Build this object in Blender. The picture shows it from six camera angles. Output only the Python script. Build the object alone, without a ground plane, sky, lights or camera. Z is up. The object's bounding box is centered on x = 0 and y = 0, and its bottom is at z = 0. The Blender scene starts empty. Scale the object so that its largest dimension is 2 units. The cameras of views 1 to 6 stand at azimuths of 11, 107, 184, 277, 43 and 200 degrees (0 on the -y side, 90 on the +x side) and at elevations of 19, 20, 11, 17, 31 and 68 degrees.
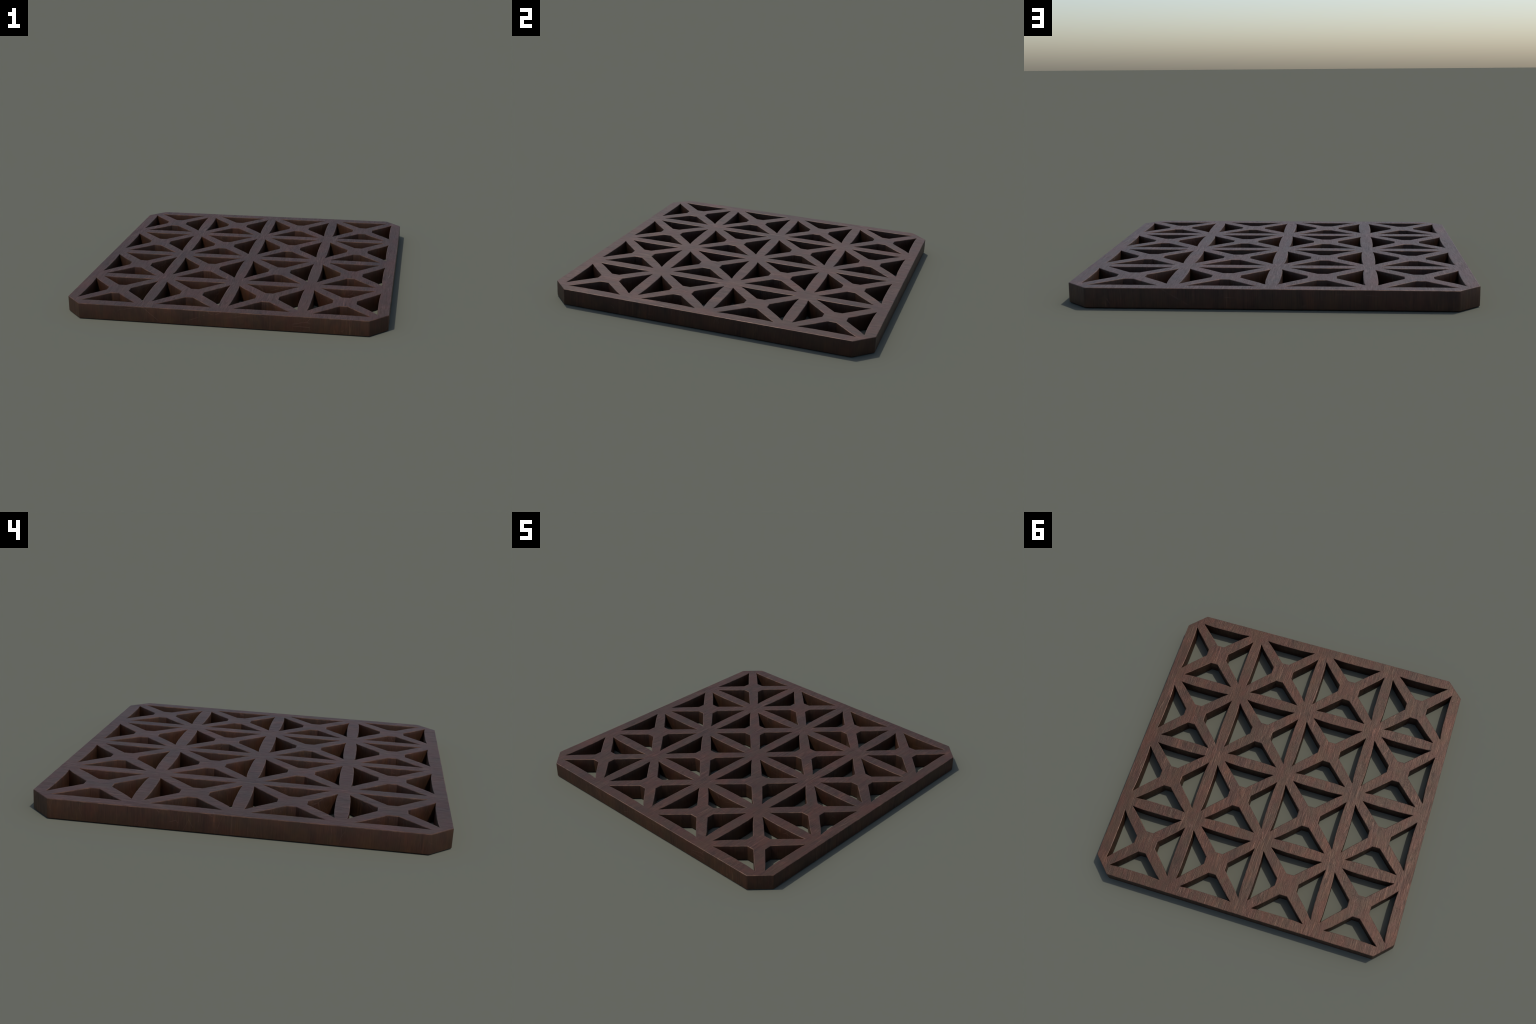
# Square dark-wood lattice mat: 4 x 4 cells, each with an X brace, inside a
# frame with clipped corners.  Everything is derived from one plan rule.
import bpy, math, random
from mathutils import Vector, noise

# ------------------------------------------------------------------ sizes
N = 4                 # cells per side
PITCH = 0.4825        # distance between grid lines
C = PITCH / 2         # half a cell
H = 0.100             # thickness
HALF = 1.0            # half the outer width
CLIP = 0.1075         # corner clip
EDGE = 0.0042         # rounded-over arris
WALL = 0.0365         # half width of a straight bar at mid length
TIP = (0.0700, 0.0300)      # slot tip, measured along / across the bar from the hub
FLAT, FLAT_HALF = 0.0735, 0.0240    # blunt end of a slot, seen from the X centre
STEP = 0.007          # spacing of points along an edge


# ------------------------------------------------------------------ plan
def slot_outline(wall=WALL):
    """Outline of the slot on the +x side of a cell centred on the origin.
    Returned clockwise as two open runs that share the two tips:
    the brace run (tip, arm, blunt end, arm, tip) and the bar run."""
    extra = wall - WALL
    along, across = TIP
    tip = Vector((C - across - extra, C - along))
    # straight-bar side: bows from full width at mid length in to the tips
    bar_half = [tip,
                Vector((C - across - extra - 0.0034, C - 0.102)),
                Vector((C - wall + 0.0010, C - 0.140)),
                Vector((C - wall, C - 0.185))]
    # brace side: likewise, down to the blunt end
    arm_half = [Vector((FLAT, FLAT_HALF)),
                Vector((C - 0.0905, C - 0.1375)),
                Vector((C - 0.0615 - extra * 0.3, C - 0.1070)),
                tip]
    mirror = lambda p: Vector((p.x, -p.y))
    brace = [mirror(p) for p in reversed(arm_half)] + arm_half      # low tip -> high tip (via blunt end)
    bar = bar_half + [mirror(p) for p in reversed(bar_half)]        # high tip -> low tip
    return brace, bar


def refine(run):
    """Adds points along a run so that its arris can wander a little."""
    out = []
    for a, b in zip(run, run[1:]):
        k = max(1, int((b - a).length / STEP))
        out += [a.lerp(b, i / k) for i in range(k)]
    return out + [run[-1]]


def inset(loop, amount, side):
    """Moves a closed loop sideways by amount(point), mitred: side +1 is to
    the right of the direction of travel, -1 to the left."""
    res, n = [], len(loop)
    for i, p in enumerate(loop):
        d0 = (p - loop[i - 1]).normalized()
        d1 = (loop[(i + 1) % n] - p).normalized()
        n0, n1 = Vector((d0.y, -d0.x)), Vector((d1.y, -d1.x))
        m = (n0 + n1)
        m = m / max(0.30, m.dot(n0)) if m.length > 1e-6 else n0
        if m.length > 2.2:
            m = m.normalized() * 2.2
        res.append(p + m * amount(p) * side)
    return res


def wear(p, seed=0.0):
    """Width of the rounded arris, slightly uneven as on hand-worked wood."""
    v = noise.noise(Vector((p.x * 55, p.y * 55, seed)))
    w = noise.noise(Vector((p.x * 9, p.y * 9, seed + 5)))
    return EDGE * (1.0 + 0.42 * v + 0.25 * w)


def sections(loop, seed, side):
    """The rings of points from the top face round the arris, down the wall,
    round the lower arris to the underside."""
    r = math.sin(math.radians(45))
    rows = []
    for t, z in ((1.0, 0.0), (1 - r, 1 - r), (0.0, 1.0)):
        ring = inset(loop, lambda p: wear(p, seed) * t, side)
        rows.append([Vector((q.x, q.y, H - z * wear(p, seed))) for p, q in zip(loop, ring)])
    for t, z in ((0.0, 1.0), (1.0, 0.0)):
        ring = inset(loop, lambda p: EDGE * t, side)
        rows.append([Vector((q.x, q.y, z * EDGE)) for q in ring])
    return rows


class Slot:
    def __init__(self, wall=WALL, seed=0.0):
        brace, bar = slot_outline(wall)
        brace, bar = refine(brace), refine(bar)
        self.k = len(brace) - 1                      # index of the high tip
        loop = brace + bar[1:-1]
        self.rows = sections(loop, seed, -1)
        self.n = len(loop)

    def run(self, which, turn, shift):
        """Rows of the brace or bar run, turned by quarter turns and shifted."""
        idx = range(0, self.k + 1) if which == "brace" else [i % self.n for i in range(self.k, self.n + 1)]
        ca, sa = ((1, 0), (0, 1), (-1, 0), (0, -1))[turn % 4]
        return [[Vector((ca * v.x - sa * v.y + shift[0], sa * v.x + ca * v.y + shift[1], v.z))
                 for v in (row[i] for i in idx)] for row in self.rows]


# ------------------------------------------------------------------ mesh building
class Build:
    def __init__(self):
        self.v, self.f, self.seen, self.smooth = [], [], {}, []
        self.rounding = False

    def vert(self, p):
        key = (round(p.x, 5), round(p.y, 5), round(p.z, 5))
        if key not in self.seen:
            self.seen[key] = len(self.v)
            self.v.append(p.copy())
        return self.seen[key]

    def face(self, pts):
        ids = []
        for p in pts:
            i = self.vert(p)
            if not ids or ids[-1] != i:
                ids.append(i)
        if ids and ids[0] == ids[-1]:
            ids.pop()
        if len(set(ids)) >= 3:
            self.f.append(ids)
            self.smooth.append(self.rounding)

    def wall(self, rows, turned=True):
        self.rounding = True
        for a, b in zip(rows, rows[1:]):
            for i in range(len(a) - 1):
                quad = [a[i], a[i + 1], b[i + 1], b[i]]
                self.face(quad[::-1] if turned else quad)
        self.rounding = False

    def flat(self, top_pts, under_pts):
        """Closed outline counter-clockwise: a top face and an underside."""
        self.face(top_pts)
        self.face(list(reversed(under_pts)))

    def mesh(self, name, material):
        me = bpy.data.meshes.new(name)
        me.from_pydata([tuple(p) for p in self.v], [], self.f)
        me.update()
        me.set_sharp_from_angle(angle=math.radians(28))
        me.polygons.foreach_set("use_smooth", self.smooth)
        me.materials.append(material)
        return me


# ------------------------------------------------------------------ material
def wood():
    m = bpy.data.materials.new("dark_oiled_wood")
    m.use_nodes = True
    nt = m.node_tree
    nt.nodes.clear()
    N_ = nt.nodes.new
    L = nt.links.new

    def node(kind, **kw):
        n = N_(kind)
        for k, v in kw.items():
            setattr(n, k, v)
        return n

    def math_(op, a, b=None, clamp=False):
        n = node("ShaderNodeMath", operation=op, use_clamp=clamp)
        for i, s in enumerate((a, b)):
            if s is None:
                continue
            if isinstance(s, (int, float)):
                n.inputs[i].default_value = s
            else:
                L(s, n.inputs[i])
        return n.outputs[0]

    def mapped(scale, rot=(0, 0, 0), loc=(0, 0, 0)):
        n = node("ShaderNodeMapping")
        n.inputs["Scale"].default_value = scale
        n.inputs["Rotation"].default_value = rot
        n.inputs["Location"].default_value = loc
        L(pos, n.inputs["Vector"])
        return n.outputs[0]

    def noise_(vec, scale, detail=4, rough=0.6, dist=0.0):
        n = node("ShaderNodeTexNoise")
        n.inputs["Scale"].default_value = scale
        n.inputs["Detail"].default_value = detail
        n.inputs["Roughness"].default_value = rough
        n.inputs["Distortion"].default_value = dist
        L(vec, n.inputs["Vector"])
        return n.outputs["Fac"]

    def ramp(fac, stops):
        n = node("ShaderNodeValToRGB")
        els = n.color_ramp.elements
        while len(els) < len(stops):
            els.new(0.5)
        for e, (p, c) in zip(els, stops):
            e.position = p
            e.color = (*c, 1) if not isinstance(c, (int, float)) else (c, c, c, 1)
        L(fac, n.inputs[0])
        return n.outputs[0]

    def mix(fac, a, b, blend="MIX"):
        n = node("ShaderNodeMix", data_type="RGBA", blend_type=blend)
        for s, i in ((fac, 0), (a, 6), (b, 7)):
            if isinstance(s, (int, float)):
                n.inputs[i].default_value = s
            elif isinstance(s, tuple):
                n.inputs[i].default_value = (*s, 1)
            else:
                L(s, n.inputs[i])
        return n.outputs[2]

    geo = node("ShaderNodeNewGeometry")
    pos = geo.outputs["Position"]
    sep = node("ShaderNodeSeparateXYZ")
    L(geo.outputs["True Normal"], sep.inputs[0])
    up = math_("ABSOLUTE", sep.outputs["Z"])
    is_top = ramp(up, [(0.35, 0.0), (0.6, 1.0)])

    def grain(sx, sy, sz, scale, detail, dist, rot=0.035):
        """Streaks along y on the faces seen from above, upright on the walls."""
        top = noise_(mapped((sx, sy, sx), (0, 0, rot)), scale, detail, 0.62, dist)
        side = noise_(mapped((sx, sx, sz), (0, 0, 0.3), (3.1, 1.7, 0.4)), scale, detail, 0.62, dist * 0.5)
        side = math_("ADD", math_("MULTIPLY", math_("SUBTRACT", side, 0.5), 0.8), 0.48)
        n = node("ShaderNodeMix", data_type="FLOAT")
        L(is_top, n.inputs[0]); L(side, n.inputs[2]); L(top, n.inputs[3])
        return n.outputs[0]

    broad = grain(9, 1.1, 1.2, 1.0, 4, 0.6)
    fine = grain(70, 6.0, 3.0, 1.0, 4, 1.6)
    # the grain shows strongly in some places and hardly at all in others
    force = ramp(noise_(mapped((6, 3.5, 4), loc=(2, 9, 3)), 1.0, 3, 0.6, 0.4), [(0.38, 0.4), (0.62, 1.2)])
    fine = math_("ADD", math_("MULTIPLY", math_("SUBTRACT", fine, 0.5), force), 0.5)
    hair = grain(150, 16, 9, 1.0, 3, 1.0)
    patch = noise_(mapped((1.6, 1.0, 1.5), (0, 0, 0.5)), 1.3, 4, 0.6, 0.5)
    blotch = noise_(pos, 9.0, 5, 0.62, 0.6)

    base = ramp(fine, [(0.30, (0.034, 0.0158, 0.0092)), (0.44, (0.053, 0.0243, 0.0138)),
                       (0.57, (0.059, 0.0272, 0.0154)), (0.69, (0.100, 0.0490, 0.0300))])
    tint = ramp(broad, [(0.32, (0.86, 0.89, 0.91)), (0.5, (1.0, 1.0, 1.0)), (0.68, (1.12, 1.03, 0.97))])
    col = mix(1.0, base, tint, "MULTIPLY")
    col = mix(1.0, col, ramp(patch, [(0.35, (0.86, 0.885, 0.89)), (0.65, (1.05, 1.01, 0.97))]), "MULTIPLY")
    col = mix(1.0, col, ramp(blotch, [(0.34, (0.84, 0.86, 0.88)), (0.52, (1.0, 1.0, 1.0)), (0.70, (1.10, 1.02, 0.94))]), "MULTIPLY")
    hue = noise_(mapped((14, 8, 8), loc=(4, 7, 1)), 1.0, 3, 0.55, 0.8)
    col = mix(1.0, col, ramp(hue, [(0.38, (0.95, 1.04, 0.98)), (0.62, (1.07, 0.95, 0.97))]), "MULTIPLY")
    col = mix(1.0, col, ramp(hair, [(0.32, (0.80, 0.80, 0.81)), (0.46, (0.98, 0.98, 0.98)), (0.66, (1.12, 1.10, 1.08))]), "MULTIPLY")

    # the walls are a little darker than the top
    col = mix(1.0, col, ramp(is_top, [(0.0, (0.78, 0.76, 0.74)), (1.0, (1.0, 1.0, 1.0))]), "MULTIPLY")

    stain = noise_(mapped((9, 9, 5), loc=(1, 3, 2)), 1.0, 4, 0.65, 1.0)
    mottle = ramp(stain, [(0.36, (0.84, 0.80, 0.82)), (0.50, (1.0, 1.0, 1.0)), (0.64, (1.18, 1.16, 1.00))])
    col = mix(math_("SUBTRACT", 1.0, is_top), col, mix(1.0, col, mottle, "MULTIPLY"))

    # thin pale scratches in two crossing directions
    def scratch(rot, offs):
        v = node("ShaderNodeTexVoronoi", feature="DISTANCE_TO_EDGE")
        v.inputs["Scale"].default_value = 1.0
        wob = mapped((3.2, 22.0, 6.0), (0.4, 0, rot), offs)
        L(wob, v.inputs["Vector"])
        line = ramp(v.outputs["Distance"], [(0.0, 1.0), (0.012, 0.0)])
        gate = ramp(noise_(mapped((1, 1, 1), loc=offs), 7.0, 2), [(0.54, 0.0), (0.60, 1.0)])
        return math_("MULTIPLY", line, gate)
    lines = math_("MAXIMUM", scratch(0.9, (0.3, 2.0, 0.0)), scratch(-0.7, (5.3, 1.0, 2.0)))
    col = mix(math_("MULTIPLY", lines, 0.12), col, (0.24, 0.14, 0.10))

    # arrises: paler, warmer, broken up
    arris = math_("MULTIPLY", ramp(up, [(0.12, 0.0), (0.3, 1.0)]), ramp(up, [(0.93, 1.0), (0.985, 0.0)]))
    arris = math_("MULTIPLY", arris, math_("GREATER_THAN", sep.outputs["Z"], 0.0))
    col = mix(math_("MULTIPLY", arris, 0.35), col, (0.05, 0.028, 0.021))
    pale_arris = math_("MULTIPLY", arris, ramp(noise_(pos, 16.0, 4, 0.65), [(0.42, 0.0), (0.66, 0.42)]))
    col = mix(pale_arris, col, (0.17, 0.086, 0.050))

    bs = node("ShaderNodeBsdfPrincipled")
    L(col, bs.inputs["Base Color"])
    gloss = math_("ADD", math_("MULTIPLY", fine, 0.6), math_("MULTIPLY", hair, 0.4))
    L(ramp(gloss, [(0.36, 0.57), (0.50, 0.48), (0.64, 0.42)]), bs.inputs["Roughness"])
    # the finish throws a brown-tinted sheen
    bs.inputs["Metallic"].default_value = 0.3
    bs.inputs["Specular IOR Level"].default_value = 0.30

    bump = node("ShaderNodeBump")
    bump.inputs["Strength"].default_value = 0.55
    bump.inputs["Distance"].default_value = 0.004
    hgt = math_("ADD", math_("MULTIPLY", fine, 0.8), math_("MULTIPLY", hair, 0.35))
    hgt = math_("SUBTRACT", hgt, math_("MULTIPLY", lines, 0.15))
    L(hgt, bump.inputs["Height"])
    L(bump.outputs[0], bs.inputs["Normal"])
    out = node("ShaderNodeOutputMaterial")
    L(bs.outputs[0], out.inputs["Surface"])
    return m


# ------------------------------------------------------------------ parts
WOOD = wood()
scene = bpy.context.scene.collection
root = bpy.data.objects.new("lattice_mat", None)
scene.objects.link(root)
root["label"] = "square dark brown wooden lattice mat with star cutouts"
root["category"] = "wooden trivet"


def place(name, me, at=(0, 0, 0), turn=0):
    ob = bpy.data.objects.new(name, me)
    ob.location = at
    ob.rotation_euler = (0, 0, turn * math.pi / 2)
    ob.parent = root
    scene.objects.link(ob)
    return ob


slot = Slot(seed=1.0)
top, under = 0, -1

# one X brace: four brace runs, joined by straight cuts at the tips
b = Build()
outline_top, outline_under = [], []
for t in range(4):
    rows = slot.run("brace", t, (0, 0))
    b.wall(rows)
    outline_top += rows[top]
    outline_under += rows[under]
b.flat(outline_top, outline_under)
brace_mesh = b.mesh("cross_brace", WOOD)
for i in range(N):
    for j in range(N):
        place("cross_brace", brace_mesh, ((i - 1.5) * PITCH, (j - 1.5) * PITCH, 0))


def bar_runs(centre_y, x_line=0.0):
    """Bar runs of the two slots on either side of a bar along y."""
    left = slot.run("bar", 0, (x_line - C, centre_y))      # goes from high to low on the left slot
    right = slot.run("bar", 2, (x_line + C, centre_y))     # goes from low to high on the right slot
    return left, right


# three full-length bars along y (they carry the hubs)
tip_row = lambda rows: rows[top]
b = Build()
outline_top, outline_under = [], []
# right side upwards, then left side downwards, with the hub notches between
for j in range(N):
    cy = (j - 1.5) * PITCH
    r = bar_runs(cy)[1]
    b.wall(r)
    outline_top += r[top]
    outline_under += r[under]
    if j < N - 1:                                      # hub: out to the tips of the x-running bar
        hy = cy + C
        for cyy, turn, pick in ((hy - C, 1, 0), (hy + C, 3, -1)):
            q = slot.run("bar", turn, (C, cyy))
            outline_top.append(q[top][pick])
            outline_under.append(q[under][pick])
for j in reversed(range(N)):
    cy = (j - 1.5) * PITCH
    l = bar_runs(cy)[0]
    b.wall(l)
    outline_top += l[top]
    outline_under += l[under]
    if j > 0:
        hy = cy - C
        for cyy, turn, pick in ((hy + C, 3, 0), (hy - C, 1, -1)):
            q = slot.run("bar", turn, (-C, cyy))
            outline_top.append(q[top][pick])
            outline_under.append(q[under][pick])
b.flat(outline_top, outline_under)
long_mesh = b.mesh("lattice_bar", WOOD)
for i in range(N - 1):
    place("lattice_bar", long_mesh, ((i - 1) * PITCH, 0, 0))

# short bars along x between the hubs
b = Build()
lower, upper = slot.run("bar", 1, (0, -C)), slot.run("bar", 3, (0, C))
b.wall(lower); b.wall(upper)
b.flat(lower[top][::1] + upper[top], lower[under] + upper[under])
short_mesh = b.mesh("lattice_bar_short", WOOD)
for i in range(N):
    for j in range(N - 1):
        place("lattice_bar", short_mesh, ((i - 1.5) * PITCH, (j - 1) * PITCH, 0))

# frame: outer clipped square, inner edge made of the border slots' bar runs
b = Build()
k = 0.0018                                              # eased upright corners
a = HALF - CLIP
corner = [Vector((HALF, -a)), Vector((HALF, a))]
square = []
for t in range(4):
    ca, sa = ((1, 0), (0, 1), (-1, 0), (0, -1))[t]
    square += [Vector((ca * p.x - sa * p.y, sa * p.x + ca * p.y)) for p in corner]
eased = []
for i, p in enumerate(square):
    u = (square[i - 1] - p).normalized()
    w = (square[(i + 1) % 8] - p).normalized()
    eased += [p + u * k, p + w * k]
loop = refine(eased + [eased[0]])[:-1]
loop.reverse()                                          # the wood lies inside: run it clockwise
outer = sections(loop, 9.0, 1)
closed = [r + [r[0]] for r in outer]
b.wall(closed, turned=False)
inner_top, inner_under = [], []
for t in range(4):
    ca, sa = ((1, 0), (0, 1), (-1, 0), (0, -1))[t]
    for j in range(N):
        x, y = 1.5 * PITCH, (j - 1.5) * PITCH
        rows = slot.run("bar", t, (ca * x - sa * y, sa * x + ca * y))
        b.wall(rows)
        inner_top += list(reversed(rows[top]))          # low -> high: counter-clockwise round the frame
        inner_under += list(reversed(rows[under]))
        if j < N - 1:                                   # root of the bar that meets the frame here
            for jj, tt, pick in ((j, t + 1, -1), (j + 1, t + 3, 0)):
                y = (jj - 1.5) * PITCH
                q = slot.run("bar", tt, (ca * x - sa * y, sa * x + ca * y))
                inner_top.append(q[top][pick])
                inner_under.append(q[under][pick])


def ring(outer_pts, inner_pts, flip):
    """Fills between two counter-clockwise outlines by walking both in step with the angle."""
    ang = lambda p: math.atan2(p.y, p.x)
    o = sorted(outer_pts, key=ang)
    s = sorted(inner_pts, key=ang)
    i = j = 0
    while i < len(o) or j < len(s):
        a0, b0 = o[i % len(o)], s[j % len(s)]
        na = ang(o[i + 1]) if i + 1 < len(o) else ang(o[(i + 1) % len(o)]) + 2 * math.pi * (1 if i < len(o) else 9)
        nb = ang(s[j + 1]) if j + 1 < len(s) else ang(s[(j + 1) % len(s)]) + 2 * math.pi * (1 if j < len(s) else 9)
        if na <= nb:
            tri = [b0, a0, o[(i + 1) % len(o)]]; i += 1
        else:
            tri = [b0, a0, s[(j + 1) % len(s)]]; j += 1
        b.face(tri[::-1] if flip else tri)


ring(outer[top], inner_top, False)
ring(outer[under], inner_under, True)
place("frame", b.mesh("frame", WOOD))
